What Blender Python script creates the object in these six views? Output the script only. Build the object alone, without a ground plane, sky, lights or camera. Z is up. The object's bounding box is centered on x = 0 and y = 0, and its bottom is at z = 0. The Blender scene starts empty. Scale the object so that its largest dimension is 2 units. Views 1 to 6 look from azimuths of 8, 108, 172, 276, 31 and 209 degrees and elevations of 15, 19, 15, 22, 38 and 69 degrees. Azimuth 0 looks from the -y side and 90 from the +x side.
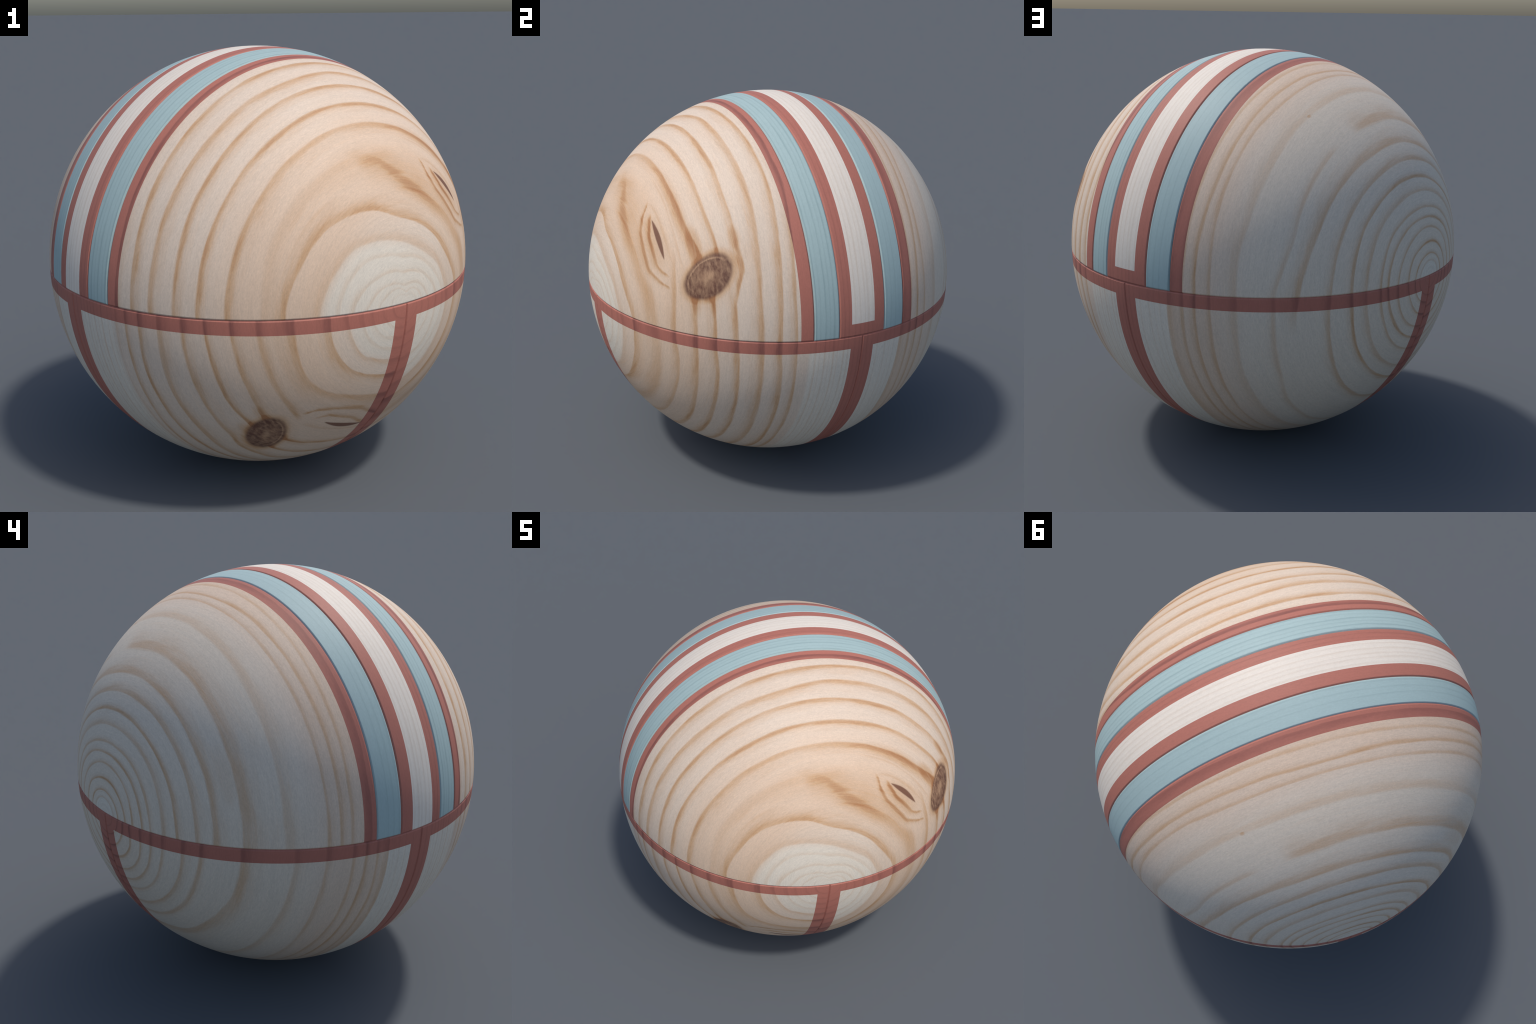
# Wooden ball: a turned pine sphere assembled from nine interlocking pieces
# (four lower wedges, two end caps, two blue staves, one white stave) with
# stained red borders.  The grain runs in rings round a level axis that leaves
# the ball half way between +x and -y.
import bpy, bmesh, math
import numpy as np
from math import radians, cos, sin, pi

# ------------------------------------------------------------------ sizes ---
RADIUS = 1.0
CENTRE_Z = 0.997                     # the underside is a trace flatter than the top
AXIS_TURN = radians(45)              # ring axis: local -y turned by 45 degrees
BORDER = sin(radians(3.6))           # width of every stained border
BEVEL = 0.0072                       # width of the rounded edge of each piece
SLOPE = 1.05                         # tilt of that edge
# polar angles (degrees from the front pole) where the upper half changes
CAP_EDGE, STAVE_A, STAVE_B = 72.0, 75.6, 82.8
WHITE_EDGE = 86.4

# ------------------------------------------------- little node-math helper ---
class Val:
    """A float socket (or number) that builds Math nodes when calculated with."""
    def __init__(self, tree, sock):
        self.t, self.s = tree, sock
    def _op(self, op, *args, clamp=False):
        n = self.t.nodes.new('ShaderNodeMath'); n.operation = op; n.use_clamp = clamp
        for i, a in enumerate((self,) + args):
            if isinstance(a, Val): self.t.links.new(a.s, n.inputs[i])
            else: n.inputs[i].default_value = a
        return Val(self.t, n.outputs[0])
    def __add__(self, o): return self._op('ADD', o)
    __radd__ = __add__
    def __sub__(self, o): return self._op('SUBTRACT', o)
    def __rsub__(self, o): return (self * -1.0) + o
    def __mul__(self, o): return self._op('MULTIPLY', o)
    __rmul__ = __mul__
    def __truediv__(self, o): return self._op('DIVIDE', o)
    def max(self, o): return self._op('MAXIMUM', o)
    def min(self, o): return self._op('MINIMUM', o)
    def sqrt(self): return self._op('SQRT')
    def sin(self): return self._op('SINE')
    def cos(self): return self._op('COSINE')
    def abs(self): return self._op('ABSOLUTE')
    def atan2(self, o): return self._op('ARCTAN2', o)
    def clamp(self): return self._op('ADD', 0.0, clamp=True)
    def ramp(self, a, b, lo=0.0, hi=1.0, smooth=True):
        """map a..b to lo..hi, held outside"""
        n = self.t.nodes.new('ShaderNodeMapRange'); n.clamp = True
        n.interpolation_type = 'SMOOTHSTEP' if smooth else 'LINEAR'
        self.t.links.new(self.s, n.inputs['Value'])
        n.inputs['From Min'].default_value = a; n.inputs['From Max'].default_value = b
        n.inputs['To Min'].default_value = lo; n.inputs['To Max'].default_value = hi
        return Val(self.t, n.outputs['Result'])

def noise(tree, across, place, along, detail=2.0, rough=0.5):
    """noise stretched along the rings, centred on 0, about -0.5 .. 0.5;
    across: socket over the rings, place: (x, z) round the axis in degrees"""
    c = tree.nodes.new('ShaderNodeCombineXYZ')
    for i, v in enumerate((across, place[0] * along, place[1] * along)):
        tree.links.new(v.s, c.inputs[i])
    n = tree.nodes.new('ShaderNodeTexNoise'); n.noise_dimensions = '3D'
    n.inputs['Scale'].default_value = 1.0
    n.inputs['Detail'].default_value = detail
    n.inputs['Roughness'].default_value = rough
    tree.links.new(c.outputs[0], n.inputs['Vector'])
    return Val(tree, n.outputs['Fac']) - 0.5

def curve(tree, ph01, pts):
    """polar angle of a growth ring as a function of the angle round the axis"""
    if not isinstance(pts, (list, tuple)): return pts
    n = tree.nodes.new('ShaderNodeFloatCurve')
    c = n.mapping.curves[0]
    pts = sorted(pts)
    P = [((p + 180) / 360, t / 180) for p, t in pts]
    P = [(0.0, P[0][1])] + [q for q in P if 0 < q[0] < 1] + [(1.0, P[-1][1])]
    c.points[0].location = P[0]; c.points[1].location = P[-1]
    for q in P[1:-1]: c.points.new(*q)
    for q in c.points: q.handle_type = 'AUTO_CLAMPED'
    n.mapping.use_clip = False
    n.mapping.update()
    tree.links.new(ph01.s, n.inputs['Value'])
    return Val(tree, n.outputs['Value']) * 180.0

# --------------------------------------------------------- growth rings ------
# each ring: (course, soft width towards the front pole, towards the back pole,
#             strength, optional window (start, fade-in, end, fade-out))
# course = polar angle, or [(angle round the axis, polar angle), ...]
R8 = [(-90, 24), (-63, 22.4), (-45, 21), (-26, 18), (-3, 15.2), (31, 13.3), (61, 14.3), (90, 16), (105, 17.4), (125, 18.6), (166, 22), (180, 22.8)]
MAIN_RINGS = [
  # front half, from the stripes towards the pole
  ([(-90, 72.6), (-40, 73.2), (0, 73.6), (40, 73.6), (58, 72.2), (79, 70.8), (94, 71), (120, 71.8), (180, 73)], 1.2, .45, .8, None),
  ([(-90, 68), (-60, 68.5), (-10, 69), (38, 70), (54, 69), (68, 67.8), (90, 66.8), (104, 67.6), (146, 69.3), (180, 70)], 1.5, .55, .85, None),
  ([(-90, 63.1), (-45, 62.8), (-16, 62.7), (10, 64.1), (40, 64.1), (62, 62.8), (79, 61.6), (104, 62.3), (147, 64.4), (180, 65.5)], 1.9, .7, .8, None),
  ([(-90, 57), (-45, 57.4), (10, 58), (50, 57.6), (58, 57.6), (66, 58), (72, 56.3), (79, 54.8), (89, 55), (103, 55.8), (130, 57.5), (180, 59.5)], 1.5, .7, .9, None),
  ([(-90, 51.4), (-40, 51.2), (27, 51.3), (43, 51.2), (58, 52), (66, 51.5), (76, 49), (89, 49), (104, 50.3), (130, 52), (180, 55)], 1.5, .6, .9, None),
  ([(-90, 44.7), (-16, 44.8), (10, 44.6), (38, 44.5), (50, 45.4), (60, 47), (68, 46.5), (76, 44), (89, 43.5), (104, 44.3), (140, 47), (180, 49)], 1.8, .7, .85, None),
  # soft, second line beside it above the eye
  ([(-90, 42), (0, 42), (25, 41.6), (50, 41.2), (70, 41.5)], .6, .35, .35, (8, 14, 66, 10)),
  ([(20, 36.2), (40, 39.6), (55, 39.6), (64, 38.6), (70, 38), (79, 37.3), (89, 36.9), (105, 38.5), (137, 39.8), (180, 41.8)], 1.6, .6, .7, (48, 18, 200, 5)),
  # broad warm ring that swings in under the eye
  ([(-90, 36.5), (-59, 37.4), (-27, 37), (-12, 36.3), (-3, 35), (6, 31), (21, 27.4), (37, 26), (57, 26.4), (73, 29.2), (90, 30.2), (112, 32), (149, 33.7), (180, 35)], 3.4, 2.6, .56, (-17, 8, 200, 5)),
  ([(-90, 36.3), (-59, 37.4), (-27, 37), (-12, 36.3), (0, 36), (15, 36.2)], 2.6, 1.4, .3, (-100, 5, 12, 16)),
  ([(-90, 33.6), (-60, 33), (-27, 31), (-5, 27)], .6, .6, .3, (-100, 5, -20, 25)),
  ([(-90, 31.8), (-65, 30.2), (-50, 29.2), (-40, 28), (-19, 24.6), (-2, 21), (21, 19.3), (49, 18.7), (71, 19.7), (90, 21.6), (112, 23), (144, 25), (180, 28)], .6, 2.6, .85, None),
  (R8, .7, 2.4, .4, None),
  # pale heart: fine lines
  ([(-90, 19.2), (-44, 16.4), (-25, 13.6), (0, 11.3), (37, 11.1), (64, 12), (90, 14), (108, 15), (134, 15.8), (166, 18), (180, 19)], .6, 1.0, .22, None),
  ([(-90, 15.6), (-69, 14), (-55, 12.3), (-34, 10.1), (-2, 7.8), (43, 8.4), (68, 9.5), (90, 10.8), (115, 11.8), (143, 13.6), (180, 15)], .6, .9, .30, None),
  ([(-90, 12), (-78, 11), (-63, 9.7), (-37, 6.8), (-7, 4.6), (40, 5.6), (73, 6.6), (100, 8), (180, 11)], .5, .7, .26, None),
  ([(-90, 8.6), (-66, 7.1), (-36, 5.1), (-10, 3), (34, 3.9), (90, 5), (180, 8)], .4, .5, .22, None),
  ([(-90, 5.2), (-40, 3.2), (-10, 1.8), (34, 2.5), (90, 3), (180, 5)], .3, .4, .12, None),
  # the eye: two nested loops
  ([(26, 36.5), (31, 36.2), (36, 34.9), (45, 33.2), (57, 33.3), (61, 34.6), (66, 37)], 1.1, .8, .95, (31, 3, 66, 3)),
  ([(20, 38), (26, 36.2), (31, 33), (38, 31), (56, 30.2), (65, 33), (72, 36.8)], 1.1, .9, .95, (24, 3, 71.5, 3)),
  ([(20, 36), (30, 37.6), (45, 38), (60, 38.6), (70, 40)], .6, .6, .35, (24, 8, 66, 8)),
  # fine lines under the stripes and in the pale belt
  (76.2, .35, .3, .34, None), (77.3, .25, .25, .14, None), (78.8, .3, .3, .3, None), (80.0, .25, .25, .15, None), (81.2, .3, .3, .3, None),
  (82.4, .25, .25, .2, None), (84.2, .3, .3, .28, None), (85.5, .25, .25, .2, None), (87.4, .3, .3, .22, None), (88.9, .35, .35, .26, None),
  (90.4, .3, .3, .2, None), (91.5, .4, .4, .24, None), (93.0, .3, .3, .2, None), (95.0, .3, .3, .2, None), (97.9, .3, .3, .18, None),
  (99.6, .3, .3, .14, None), (101.3, .25, .25, .16, None),
  # back half
  ([(-90, 106), (0, 105.8), (50, 105), (90, 103.9), (105, 103.2), (137, 102.5), (180, 101)], .3, 1.8, .5, None),
  ([(-90, 111), (-64, 110.9), (-20, 110.2), (6, 109.7), (33, 109), (60, 108.2), (90, 108), (110, 107.5), (180, 107.5)], .8, .6, .6, None),
  ([(-90, 113.8), (-20, 113.9), (-5, 114.5), (22, 113.4), (40, 112.6), (60, 112), (77, 111.3), (94, 111.2), (114, 110.9), (180, 110)], .9, .55, .75, None),
  ([(-90, 117), (-20, 117), (14, 116.8), (31, 116.2), (43, 115), (62, 114.7), (94, 115.1), (120, 114.3), (180, 113.5)], .9, .5, .6, None),
  ([(-90, 127), (-47, 126.2), (-18, 124.7), (17, 123.8), (41, 123.2), (64, 122.5), (82, 121.4), (95, 121.5), (117, 120.3), (180, 120)], 2.2, .9, .38, None),
  ([(20, 134.8), (40, 134.1), (60, 133.9), (68, 134.1), (76, 133.4), (88, 131.2), (96, 131), (120, 129.4), (136, 127.4), (180, 126)], 1.0, .8, .45, (28, 10, 220, 5)),
  ([(-90, 137), (-60, 136.6), (-40, 135.8), (-6, 135), (17, 134.9), (40, 134.6)], 3.6, .8, .62, (-100, 5, 22, 8)),
  ([(-90, 144.3), (-54, 143.7), (-25, 143.2), (-6, 142.7), (20, 142.3), (37, 141.2), (52, 140.2), (66, 139.5), (77, 138.6), (89, 137.2), (105, 136)], 2.2, .6, .66, (-100, 5, 106, 14)),
  ([(-90, 149.2), (-53, 148.4), (-20, 148), (16, 147.7), (42, 146.6), (70, 146), (90, 145.5), (113, 144.2), (140, 142.1), (180, 139)], 1.4, .5, .7, None),
  ([(-90, 154.5), (-43, 153.6), (-7, 153.2), (17, 152.5), (40, 151.8), (55, 151.3), (98, 151.6), (116, 150.9), (150, 149.5), (180, 147.5)], 1.1, .4, .75, None),
  ([(-90, 158.3), (-38, 157.1), (0, 156.8), (26, 156.3), (57, 155.6), (99, 155.7), (139, 154.3), (180, 152)], 1.3, .5, .5, None),
  ([(-90, 162.3), (-30, 161.4), (5, 161.3), (30, 160.6), (51, 159.9), (102, 160.2), (143, 159.2), (180, 158)], .7, .4, .6, None),
  ([(-90, 165), (-31, 164.2), (6, 164), (32, 163.2), (76, 162.6), (125, 162.9), (180, 161.8)], .7, .4, .72, None),
  ([(-90, 168.4), (-40, 167.3), (12, 166.7), (39, 166.5), (88, 166.1), (130, 165.9), (180, 165.3)], .6, .4, .7, None),
  ([(-90, 171.2), (-23, 170.8), (23, 170.6), (57, 170), (110, 170.1), (180, 169)], .6, .4, .8, None),
  ([(-90, 174), (24, 173.6), (90, 173), (180, 172.5)], .5, .3, .8, None),
  ([(-90, 175.9), (24, 175.5), (90, 175), (180, 174.6)], .4, .3, .42, None),
  (177.4, .3, .3, .12, None), (178.8, .3, .2, .1, None),
]
LEFT_F10 = [(-180, 14), (-166, 14.5), (-146, 15.3), (-134, 16.2), (-105, 16.7), (-90, 17)]
LEFT_RINGS = [
  ([(-180, 72), (-142, 71.7), (-125, 71), (-107, 70.3), (-90, 70.2)], .9, .5, .8, None),
  ([(-180, 66.4), (-138, 66.6), (-110, 66.8), (-90, 66.3)], 1.2, .5, .85, None),
  ([(-180, 64.5), (-150, 63.1), (-140, 62.4), (-127, 61.4), (-112, 61.7), (-90, 61.1)], 1.7, .6, .75, None),
  ([(-180, 57), (-158, 58), (-150, 57.2), (-141, 57), (-134, 55.2), (-120, 55), (-90, 55.1)], 1.7, .6, .75, None),
  ([(-180, 50.6), (-162, 51.6), (-152, 52), (-140, 50), (-131, 48.4), (-120, 49.1), (-103, 49.3), (-90, 49.8)], 1.2, .5, .9, None),
  ([(-180, 44.3), (-165, 44.7), (-155, 46), (-145, 46.6), (-135, 45), (-130, 44.2), (-125, 43.5), (-111, 43.2), (-90, 43.8)], 1.3, .6, .85, None),
  ([(-150, 40), (-140, 38.3), (-132, 37.3), (-106, 37.2), (-90, 37.7)], 1.3, .9, .7, (-143, 6, -80, 4)),
  ([(-180, 25), (-171, 25.2), (-156, 25.6), (-142, 27.6), (-130, 29.4), (-119, 30.2), (-90, 30)], .9, 2.6, .75, None),
  ([(-180, 18.4), (-169, 18.7), (-152, 19.4), (-138, 20.4), (-126, 21), (-90, 21.4)], .5, 1.8, .8, None),
  (LEFT_F10, .5, 1.2, .45, None),
  ([(-180, 11), (-162, 11.4), (-137, 12.4), (-90, 13.2)], .6, .9, .26, None),
  ([(-180, 8.4), (-154, 8.8), (-134, 9.7), (-90, 10.4)], .5, .8, .24, None),
  ([(-180, 5.6), (-134, 6.6), (-90, 7.4)], .4, .5, .2, None),
  ([(-180, 3.4), (-90, 4.4)], .3, .4, .3, None),
  ([(-180, 37.4), (-175, 36), (-161, 32.8), (-151, 33.5), (-145, 36.4), (-140, 38)], 1.0, .8, .85, (-176, 3, -145, 4)),
  ([(-180, 33), (-173, 31), (-163, 29.4), (-152, 30.4), (-143, 33.4), (-138, 36.5)], 1.1, .9, .95, (-200, 3, -138, 3)),
  ([(-180, 38.2), (-165, 37.9), (-155, 38.4), (-144, 39.2), (-138, 40)], .8, .6, .35, (-190, 3, -143, 5)),
  (73.2, .6, .3, .3, None), (74.4, .3, .3, .22, None), (75.8, .25, .25, .22, None), (78.0, .3, .3, .4, None), (79.3, .25, .25, .2, None),
  (80.7, .3, .3, .32, None), (82.0, .25, .25, .22, None), (83.2, .3, .3, .3, None), (84.6, .25, .25, .24, None), (86.0, .3, .3, .28, None),
  (88.0, .3, .3, .24, None), (90.5, .3, .3, .2, None), (93.0, .3, .3, .18, None), (95.4, .3, .3, .16, None), (97.5, .3, .3, .16, None), (99, .25, .25, .12, None),
  ([(-180, 104), (-129, 102.2), (-112, 101.2), (-90, 100.8)], .3, 1.6, .55, None),
  ([(-180, 106.5), (-121, 104.8), (-104, 103.9), (-90, 104)], .7, .5, .6, None),
  ([(-180, 111), (-130, 109), (-112, 107.8), (-90, 107)], .8, .5, .75, None),
  ([(-180, 114.5), (-130, 112.5), (-112, 111), (-90, 110.4)], .9, .5, .55, None),
  ([(-180, 118), (-117, 118), (-90, 117.2)], 1.2, .6, .45, None),
  ([(-180, 127), (-124, 126.1), (-109, 125.4), (-90, 124.7)], 1.8, .8, .38, None),
  ([(-180, 143.6), (-164, 142.9), (-151, 141.4), (-137, 140.8), (-122, 139.6), (-109, 138.2), (-90, 137.6)], 3.0, .8, .6, None),
  ([(-180, 149), (-141, 148.6), (-110, 148.2), (-90, 147.8)], 1.0, .9, .62, None),
  ([(-180, 152.8), (-145, 153.1), (-111, 152.8), (-90, 153)], 1.3, .6, .6, None),
  ([(-180, 157.8), (-139, 157.9), (-90, 158.8)], .8, .4, .5, None),
  ([(-180, 160.8), (-124, 161.6), (-90, 162.4)], .8, .4, .65, None),
  ([(-180, 164), (-127, 164.8), (-90, 166)], .7, .4, .7, None),
  ([(-180, 167.8), (-128, 168.4), (-90, 169.8)], .6, .4, .8, None),
  ([(-180, 171), (-90, 172.4)], .5, .3, .8, None), (174.4, .4, .3, .6, None), (176.6, .3, .3, .3, None),
]

def ring_frame(g):
    """object coordinates -> polar angle, angle round the axis (degrees), place"""
    tc = g.nodes.new('ShaderNodeTexCoord')
    sep = g.nodes.new('ShaderNodeSeparateXYZ')
    g.links.new(tc.outputs['Object'], sep.inputs[0])
    X, Y, Z = (Val(g, sep.outputs[i]) for i in range(3))
    k = cos(AXIS_TURN)
    x = (X + Y) * k
    y = (Y - X) * k
    z = Z - CENTRE_Z
    rad = (x * x + z * z).sqrt()
    th = rad.atan2(y * -1.0) * (180 / pi)
    ph = x.atan2(z) * (180 / pi)
    return th, ph, (x * 57.3, z * 57.3)

def knot(tree, th, ph, centre, axes, tilt, jitter):
    """normalised radius inside an elliptical knot, and its angle"""
    p0, t0 = centre
    s = sin(radians(t0))
    u = (ph - p0) * s
    v = th - t0
    c, d = cos(tilt), sin(tilt)
    a = (u * c + v * d) / axes[0]
    b = (v * c - u * d) / axes[1]
    r = (a * a + b * b).sqrt() + jitter
    return r, a, b

def grain_group(name, rings, pale_front, belt, knots, eye, stains=()):
    """node group: -> Ring (0..1), Pale, Warm, Fibre, Knot, KnotTone, Eye"""
    g = bpy.data.node_groups.new(name, 'ShaderNodeTree')
    outs = ('Ring', 'Pale', 'Warm', 'Fibre', 'Knot', 'KnotTone', 'Eye', 'Theta')
    for o in outs:
        g.interface.new_socket(o, in_out='OUTPUT', socket_type='NodeSocketFloat')
    th, ph, pos = ring_frame(g)
    ph01 = (ph + 180.0) / 360.0
    # unevenness of the rings: slow wander and a fine fibrous edge
    slow = noise(g, th * 0.06, pos, 0.06, 2.0)
    fine = noise(g, th * 2.0, pos, 0.10, 4.0, 0.65)
    strength = noise(g, th * 0.5 + 40.0, pos, 0.07, 4.0, 0.65)
    thw = th + slow * 0.45 + fine * 0.6
    fibre_long = noise(g, th * 1.5 + 7.0, pos, 0.06, 5.0, 0.65)
    fibre_short = noise(g, th * 3.2 + 3.0, pos, 0.75, 3.0, 0.65)
    speck = noise(g, th * 3.8 + 11.0, pos, 2.2, 2.0, 0.7)
    # knots
    kmask = None; ktone = None; halo = None
    kn = noise(g, th * 1.2, pos, 0.55, 4.0, 0.6)
    for (p0, t0, a0, b0, tilt) in knots:
        r, a, b = knot(g, th, ph, (p0, t0), (a0, b0), tilt, kn * 0.06 + slow * 0.3)
        m = r.ramp(0.86, 1.08, 1.0, 0.0)
        rim = (r.ramp(0.74, 0.80) * r.ramp(0.80, 0.87, 1.0, 0.0)) * b.ramp(-0.1, 0.5)
        heart = r.ramp(0.06, 0.36, 1.0, 0.0)
        rings_in = (r * 24.0 + kn * 6.0).sin() * 0.05
        t = r.ramp(0.7, 1.0, 0.0, -0.12) + 0.38 + rings_in + kn * 2.1 + rim * 0.55 + heart * 0.55 - a.abs().ramp(0.3, 0.9) * 0.15 - b.ramp(-0.1, -0.7) * 0.18
        h = r.ramp(0.95, 1.9, 0.45, 0.0) + r.ramp(0.98, 1.28, 2.6, 0.0)
        kmask = m if kmask is None else kmask.max(m)
        ktone = t * m if ktone is None else ktone + t * m
        halo = h if halo is None else halo.max(h)
    # rings
    total = None
    width = strength * -1.6 + 1.0
    for course, ws, wl, amp, win in rings:
        # (the tiny term chains the rings, so that they are evaluated one by one)
        thc, phc = (thw, ph01) if total is None else (total._op('MULTIPLY_ADD', 1e-9, thw), total._op('MULTIPLY_ADD', 1e-9, ph01))
        d = (thc - curve(g, phc, course)) * width
        lo, hi = (2.3 * ws, wl) if ws > wl else (ws, 2.3 * wl)
        prof = (d.ramp(-ws, -0.15 * ws) * d.ramp(0.1 * wl, wl, 1.0, 0.0)) * 0.55 \
             + (d.ramp(-lo, 0.0) * d.ramp(0.0, hi, 1.0, 0.0)) * 0.5
        v = prof * amp
        if win:
            s0, f0, e0, f1 = win
            v = v * phc.ramp((s0 + 180) / 360, (s0 + f0 + 180) / 360)
            v = v * phc.ramp((e0 - f1 + 180) / 360, (e0 + 180) / 360, 1.0, 0.0)
        total = v if total is None else total.max(v)
    total = total * (strength * 1.3 + fibre_long * 0.7 + 0.95)
    if halo is not None:
        total = total + total * halo.min(1.2) * 0.4 + halo * 0.25
    # resin stains: soft darker spots (angle, polar angle, half sizes, amount)
    for p0, t0, a0, b0, amt in stains:
        u = (total._op('MULTIPLY_ADD', 1e-9, ph) - p0) / a0; v = (thw - t0) / b0
        total = total + (u * u + v * v).ramp(0.0, 1.0, amt, 0.0) * (fibre_long * 1.2 + 1.0)
    # faint early-wood fibres between the rings
    total = total + fibre_long.ramp(0.03, 0.35) * 0.2
    ring = total.max(0.0).min(1.5)
    # pale heart and belt
    d1 = thw - curve(g, ph01, pale_front)
    pale = d1.ramp(-3.2, 1.2, 1.0, 0.0)
    b0, b1 = belt
    pb = (thw - curve(g, ph01, b0)).ramp(-0.4, 1.0) * (thw - curve(g, ph01, b1)).ramp(-0.6, 0.5, 1.0, 0.0)
    pale = pale.max(pb).max(th.ramp(173.8, 176.0))
    warm = th.ramp(14, 27) * th.ramp(36, 58, 1.0, 0.25) * th.ramp(96, 110, 1.0, 0.55) * th.ramp(114, 126, 1.0, 0.0)
    warm = warm + (th.ramp(101, 104) * th.ramp(112, 122, 1.0, 0.0)) * 0.5
    if halo is not None: warm = warm + halo.min(1.0) * 0.3
    warm = (warm + slow * 0.5).clamp()
    # eye: a dark split lens
    eyem = None
    for (p0, t0, a0, b0, tilt) in eye:
        u = (ph - p0) / a0
        w = (1.0 - u * u).max(0.0)
        v = (th - t0 - u * tilt).abs() - w * b0 + fine * 0.35
        m = v.ramp(-0.25, 0.2, 1.0, 0.0) * u.abs().ramp(0.85, 1.02, 1.0, 0.0)
        eyem = m if eyem is None else eyem.max(m)
    fib = fibre_short * 0.5 + fibre_long * 0.35 + speck * 0.45
    go = g.nodes.new('NodeGroupOutput')
    zero = th * 0.0
    for o, v in zip(outs, (ring, pale, warm, fib, kmask or zero, ktone or zero, eyem or zero, th)):
        g.links.new(v.s, go.inputs[o])
    return g

# -------------------------------------------------------------- materials ----
def mixcol(t, fac, a, b):
    n = t.nodes.new('ShaderNodeMix'); n.data_type = 'RGBA'; n.clamp_factor = True
    t.links.new(fac.s, n.inputs[0])
    for i, c in ((6, a), (7, b)):
        if isinstance(c, tuple): n.inputs[i].default_value = (*c, 1)
        else: t.links.new(c, n.inputs[i])
    return n.outputs[2]

def brightness(t, col, fac):
    """multiply a colour by a float socket"""
    n = t.nodes.new('ShaderNodeVectorMath'); n.operation = 'SCALE'
    t.links.new(col, n.inputs[0]); t.links.new(fac.s, n.inputs['Scale'])
    return n.outputs[0]

CREAM = (0.700, 0.583, 0.474)
PEACH = (0.700, 0.520, 0.380)
CLEAR = (0.705, 0.606, 0.490)        # clean wood of the back half
PALE = (0.738, 0.670, 0.565)
RING = (0.545, 0.318, 0.158)          # late wood
RESIN = (0.380, 0.165, 0.065)         # late wood soaked with resin
KNOT_DARK = (0.125, 0.054, 0.036)
KNOT_LIGHT = (0.430, 0.260, 0.155)

def make_material(name, group, kind):
    m = bpy.data.materials.new(name); m.use_nodes = True
    t = m.node_tree; t.nodes.clear()
    out = t.nodes.new('ShaderNodeOutputMaterial')
    bs = t.nodes.new('ShaderNodeBsdfPrincipled')
    t.links.new(bs.outputs[0], out.inputs[0])
    g = t.nodes.new('ShaderNodeGroup'); g.node_tree = group
    G = {o.name: Val(t, o) for o in g.outputs}
    ring, fib = G['Ring'], G['Fibre']
    if kind == 'wood':
        base = mixcol(t, G['Theta'].ramp(112, 128), CREAM, CLEAR)
        base = mixcol(t, G['Warm'], base, PEACH)
        base = mixcol(t, G['Pale'] * 0.9, base, PALE)
        col = mixcol(t, ring.ramp(0.0, 0.95, 0.0, 0.84, smooth=False), base, RING)
        col = mixcol(t, ring.ramp(0.85, 1.5, 0.0, 0.9, smooth=False), col, RESIN)
        col = mixcol(t, G['Eye'] * 0.92, col, (0.165, 0.066, 0.038))
        kc = mixcol(t, G['KnotTone'].clamp(), KNOT_DARK, KNOT_LIGHT)
        col = mixcol(t, G['Knot'] * 0.95, col, kc)
        f = fib * 0.62 + 1.0
    elif kind == 'red':
        col = mixcol(t, ring * 0.72, (0.445, 0.163, 0.120), (0.165, 0.058, 0.050))
        col = mixcol(t, G['Eye'] * 0.6, col, (0.10, 0.03, 0.03))
        f = fib * 0.45 + 1.0
    elif kind == 'blue':
        col = mixcol(t, ring * 1.2, (0.378, 0.495, 0.490), (0.200, 0.290, 0.295))
        f = fib * 0.32 + 1.0
    else:
        col = mixcol(t, ring * 1.05, (0.785, 0.705, 0.610), (0.560, 0.430, 0.310))
        f = fib * 0.35 + 1.0
    col = brightness(t, col, f)
    t.links.new(col, bs.inputs['Base Color'])
    bs.inputs['Roughness'].default_value = 0.6
    bs.inputs['Specular IOR Level'].default_value = 0.35
    bump = t.nodes.new('ShaderNodeBump')
    bump.inputs['Strength'].default_value = 0.07
    bump.inputs['Distance'].default_value = 0.004
    th, ph, pos = ring_frame(t)
    h = noise(t, th * 2.4 + 3.0, pos, 0.5, 3.0, 0.65)
    t.links.new(h.s, bump.inputs['Height'])
    t.links.new(bump.outputs[0], bs.inputs['Normal'])
    return m

def course_mean(r):
    return r[0] if not isinstance(r[0], list) else sum(t for _, t in r[0]) / len(r[0])
FRONT_RINGS = [r for r in MAIN_RINGS if course_mean(r) < 95]
BACK_RINGS = [r[:3] + (r[3] * (1.05 if course_mean(r) > 150 else 0.95), r[4])
              for r in MAIN_RINGS if course_mean(r) > 86]
BELT = ([(-90, 74), (94, 74.3), (180, 75.5)], [(-90, 106), (90, 103.9), (137, 102.5), (180, 101)])
grain_front = grain_group('pine_grain_knotty', FRONT_RINGS, R8, BELT,
    [(67.3, 48.2, 7.9, 5.2, radians(118))],
    [(45.7, 36.1, 11.2, 0.80, 0.15)],
    [(55, 46.0, 10, 2.8, .8), (56, 57.3, 5, 2.2, .35), (77, 44, 6, 1.6, .4), (77, 48.8, 6, 1.4, .3),
     (1, 34.2, 15, 5.0, .22), (14, 30.4, 18, 5.0, .22), (30, 27.8, 30, 5.0, .2), (24, 31, 44, 9, .28), (-14, 35.6, 28, 5, .16), (47, 35, 17, 5.0, .34), (66, 28, 28, 3.6, .22), (36, 44.0, 28, 2.8, .45), (67, 48, 14, 9, .12)])
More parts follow.
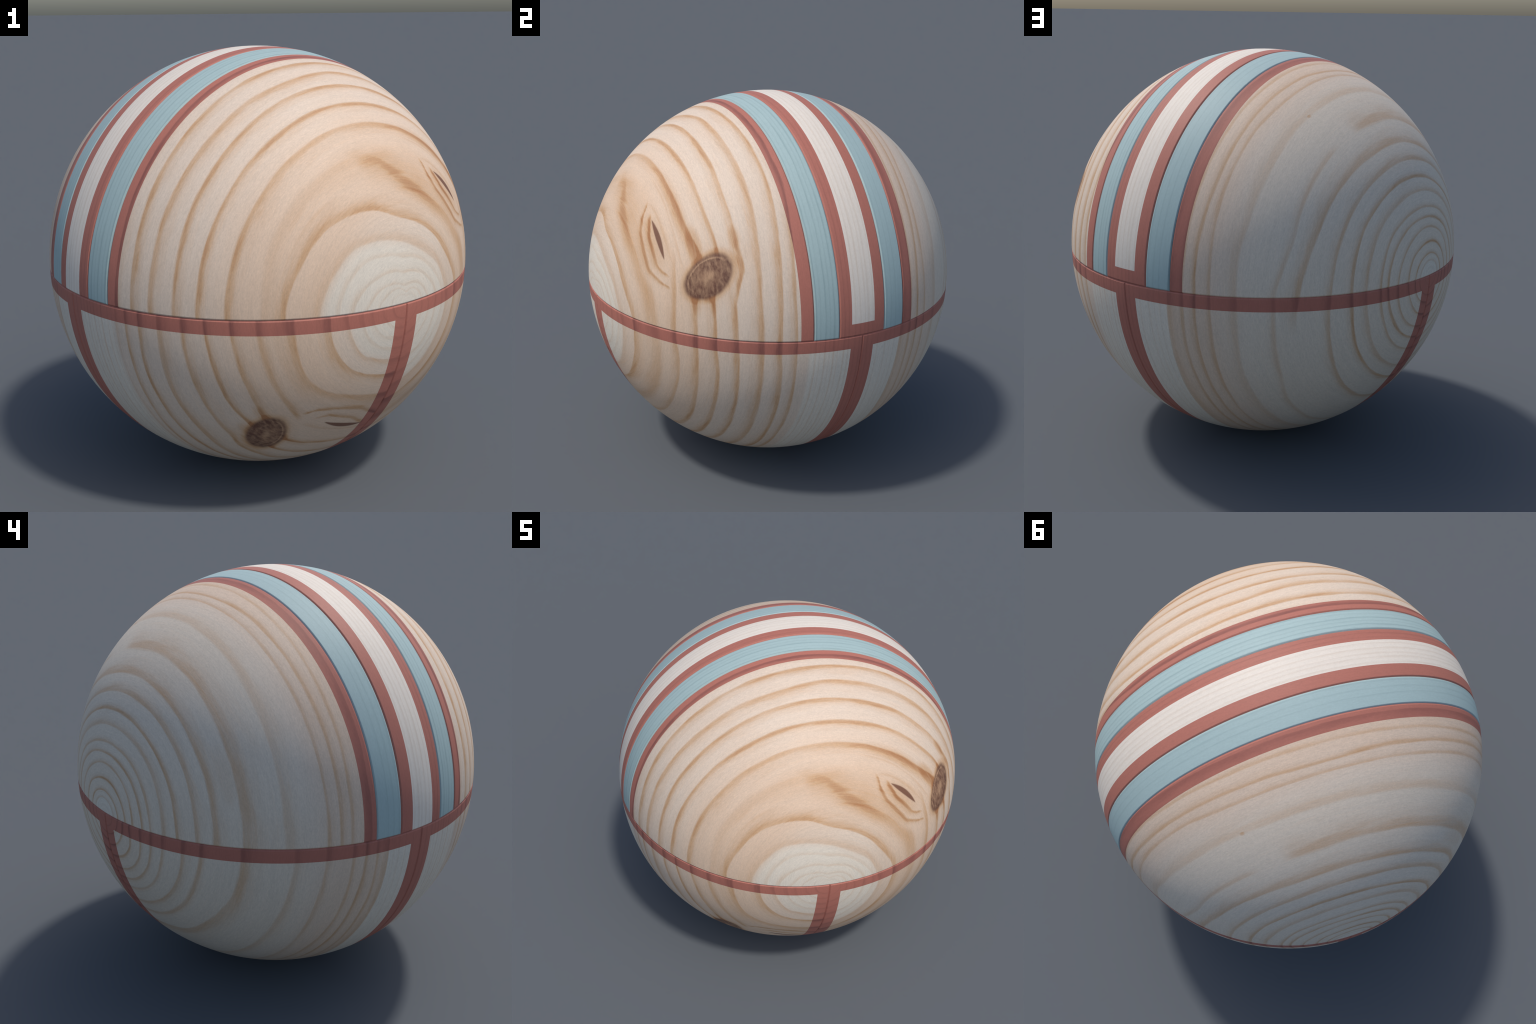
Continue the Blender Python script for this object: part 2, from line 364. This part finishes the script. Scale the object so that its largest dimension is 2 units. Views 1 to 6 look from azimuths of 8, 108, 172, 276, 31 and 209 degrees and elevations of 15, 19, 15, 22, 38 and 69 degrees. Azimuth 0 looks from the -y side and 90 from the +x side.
grain_back = grain_group('pine_grain_clear', BACK_RINGS, R8, BELT, [], [], [(27.6, 123.8, 1.0, .6, .5), (-62, 139, 14, 3, .2)])
grain_left = grain_group('pine_grain_wedge', LEFT_RINGS, LEFT_F10,
    (73.6, [(-180, 104), (-112, 101.2), (-90, 100.8)]),
    [(-140.0, 48.0, 7.6, 5.0, radians(128))],
    [(-163.5, 36.1, 11.6, 0.8, -0.1)],
    [(-129, 44, 6, 2.0, .4), (-134, 50.5, 5, 2.2, .4), (-152, 46.5, 8, 1.6, .35), (-140, 48, 14, 9, .12)])
MAT = {}
for kind in ('wood', 'red', 'blue', 'white'):
    base = {'wood': 'pine', 'red': 'red_stain', 'blue': 'blue_stain', 'white': 'white_stain'}[kind]
    MAT['front', kind] = make_material(base, grain_front, kind)
    MAT['back', kind] = make_material(base + '_clear', grain_back, kind)
for kind in ('wood', 'red'):
    MAT['left', kind] = make_material({'wood': 'pine_wedge', 'red': 'red_stain_wedge'}[kind], grain_left, kind)

# --------------------------------------------------------------- geometry ----
# Everything is laid out in the ring frame (front pole on -y) round the centre
# and turned by AXIS_TURN at the end.
def base_sphere():
    bm = bmesh.new()
    bmesh.ops.create_uvsphere(bm, u_segments=192, v_segments=96, radius=RADIUS)
    bmesh.ops.rotate(bm, verts=bm.verts, cent=(0, 0, 0),
                     matrix=__import__('mathutils').Matrix.Rotation(radians(90), 3, 'X'))
    return bm

LOOPS = (0.0, 0.35 * BEVEL, 0.7 * BEVEL, BEVEL, 1.3 * BEVEL)
ydir = lambda deg: -cos(radians(deg))
def cut(bm, normal, offset, keep=lambda c: True):
    """slice the sphere along a plane (no capping) where keep(centre) holds"""
    faces = [f for f in bm.faces if keep(f.calc_center_median())]
    geom = set(faces)
    for f in faces:
        geom.update(f.verts); geom.update(f.edges)
    co = tuple(n * offset for n in normal)
    bmesh.ops.bisect_plane(bm, geom=list(geom), dist=1e-6, plane_co=co, plane_no=normal)

bm = base_sphere()
for d in LOOPS:
    for s in ((1, -1) if d else (1,)):
        cut(bm, (0, 0, 1), s * d)
cut(bm, (0, 0, 1), -BORDER); cut(bm, (0, 0, 1), BORDER)
for d in LOOPS + (BORDER,):
    for s in ((1, -1) if d else (1,)):
        cut(bm, (1, 0, 0), s * d, lambda c: c.z < 0)
        cut(bm, (0, 1, 0), s * d, lambda c: c.z < 0)
for deg in (STAVE_A, STAVE_B, 180 - STAVE_B, 180 - STAVE_A):
    for d in LOOPS:
        for s in ((1, -1) if d else (1,)):
            cut(bm, (0, 1, 0), ydir(deg) + s * d, lambda c: c.z > 0)
for deg in (CAP_EDGE, WHITE_EDGE, 180 - WHITE_EDGE, 180 - CAP_EDGE):
    cut(bm, (0, 1, 0), ydir(deg), lambda c: c.z > 0)
bmesh.ops.remove_doubles(bm, verts=bm.verts, dist=2e-6)
for v in bm.verts: v.co.normalize()
bm.verts.ensure_lookup_table(); bm.faces.ensure_lookup_table()

def region(c):
    """(piece, surface) of a face centre"""
    th = math.degrees(math.acos(max(-1, min(1, -c.y / c.length))))
    if c.z < 0:
        piece = ('wedge', c.x > 0, c.y > 0)
        border = c.z > -BORDER or abs(c.x) < BORDER or abs(c.y) < BORDER
        return piece, ('red' if border else 'wood')
    back = th > 90
    t = 180 - th if back else th
    if t < CAP_EDGE: return ('cap', back), 'wood'
    if t < STAVE_A: return ('cap', back), 'red'
    if t < STAVE_B: return ('blue', back), 'blue'
    if t < WHITE_EDGE or (c.z < BORDER and c.x > 0): return ('white',), 'red'
    return ('white',), 'white'

def seams(piece):
    """inward unit normals and offsets of the planes that bound a piece"""
    if piece[0] == 'wedge':
        return [((0, 0, -1), 0), ((1 if piece[1] else -1, 0, 0), 0), ((0, 1 if piece[2] else -1, 0), 0)]
    up = [((0, 0, 1), 0)]
    if piece[0] == 'cap':
        return up + ([((0, 1, 0), ydir(180 - STAVE_A))] if piece[1] else [((0, -1, 0), -ydir(STAVE_A))])
    if piece[0] == 'blue':
        a, b = (180 - STAVE_B, 180 - STAVE_A) if piece[1] else (STAVE_A, STAVE_B)
    else:
        a, b = STAVE_B, 180 - STAVE_B
    return up + [((0, 1, 0), ydir(a)), ((0, -1, 0), -ydir(b))]

def bevel_slope(d):          # slope of the rounded edge at distance d
    u = min(max(d / BEVEL, 0.0), 1.0)
    return SLOPE * (1 - u ** 3)
def bevel_drop(d):           # depth below the sphere at distance d
    n = 24; d = max(d, 0.0)
    if d >= BEVEL: return 0.0
    st = (BEVEL - d) / n
    return sum(bevel_slope(d + (i + .5) * st) for i in range(n)) * st

groups = {}
for f in bm.faces:
    groups.setdefault(region(f.calc_center_median()), []).append(f)

V3 = __import__('mathutils').Vector
turn = __import__('mathutils').Matrix.Rotation(AXIS_TURN, 3, 'Z')

def shaped(p, planes):
    best, nrm = 0.0, p
    for m, off in planes:
        m = V3(m); d = p.dot(m) - off
        tang = m - p * p.dot(m); L = tang.length
        if L < 1e-6: continue
        h = bevel_drop(d)
        if h > best:
            best = h
            nrm = (p - tang / L * bevel_slope(max(d, 0))).normalized()
    return p * (1 - best), nrm

def build(name, faces, planes, mat):
    idx, verts, normals, polys = {}, [], [], []
    for f in faces:
        poly = []
        for v in f.verts:
            if v.index not in idx:
                idx[v.index] = len(verts)
                q, n = shaped(v.co.copy(), planes)
                q = turn @ q; n = turn @ n
                verts.append((q.x, q.y, (q.z if q.z > 0 else q.z * CENTRE_Z) + CENTRE_Z)); normals.append(n)
            poly.append(idx[v.index])
        polys.append(poly)
    me = bpy.data.meshes.new(name)
    me.from_pydata(verts, [], polys)
    me.polygons.foreach_set('use_smooth', [True] * len(polys))
    me.update()
    me.normals_split_custom_set_from_vertices(normals)
    me.materials.append(mat)
    ob = bpy.data.objects.new(name, me)
    bpy.context.scene.collection.objects.link(ob)
    return ob

bm.verts.index_update()
ball = bpy.data.objects.new('wooden_ball', None)
ball.empty_display_size = 0.2
bpy.context.scene.collection.objects.link(ball)
ball['label'] = 'round pine ball with blue, white and red stripes'
ball['category'] = 'wooden ball'

NAMES = {'wedge': 'wedge', 'cap': 'end_cap', 'blue': 'blue_stave', 'white': 'white_stave'}
MAINS = {'wedge': 'wood', 'cap': 'wood', 'blue': 'blue', 'white': 'white'}
for piece in sorted({p for p, _ in groups}, key=str):
    planes = seams(piece)
    which = 'back' if piece[-1] is True else 'front'
    if piece[0] == 'wedge' and not piece[1]: which = 'left'
    kind = MAINS[piece[0]]
    part = build(NAMES[piece[0]], groups[(piece, kind)], planes, MAT[which, kind])
    part.parent = ball
    if (piece, 'red') in groups:
        border = build('painted_border', groups[(piece, 'red')], planes, MAT[which, 'red'])
        border.parent = part
bm.free()
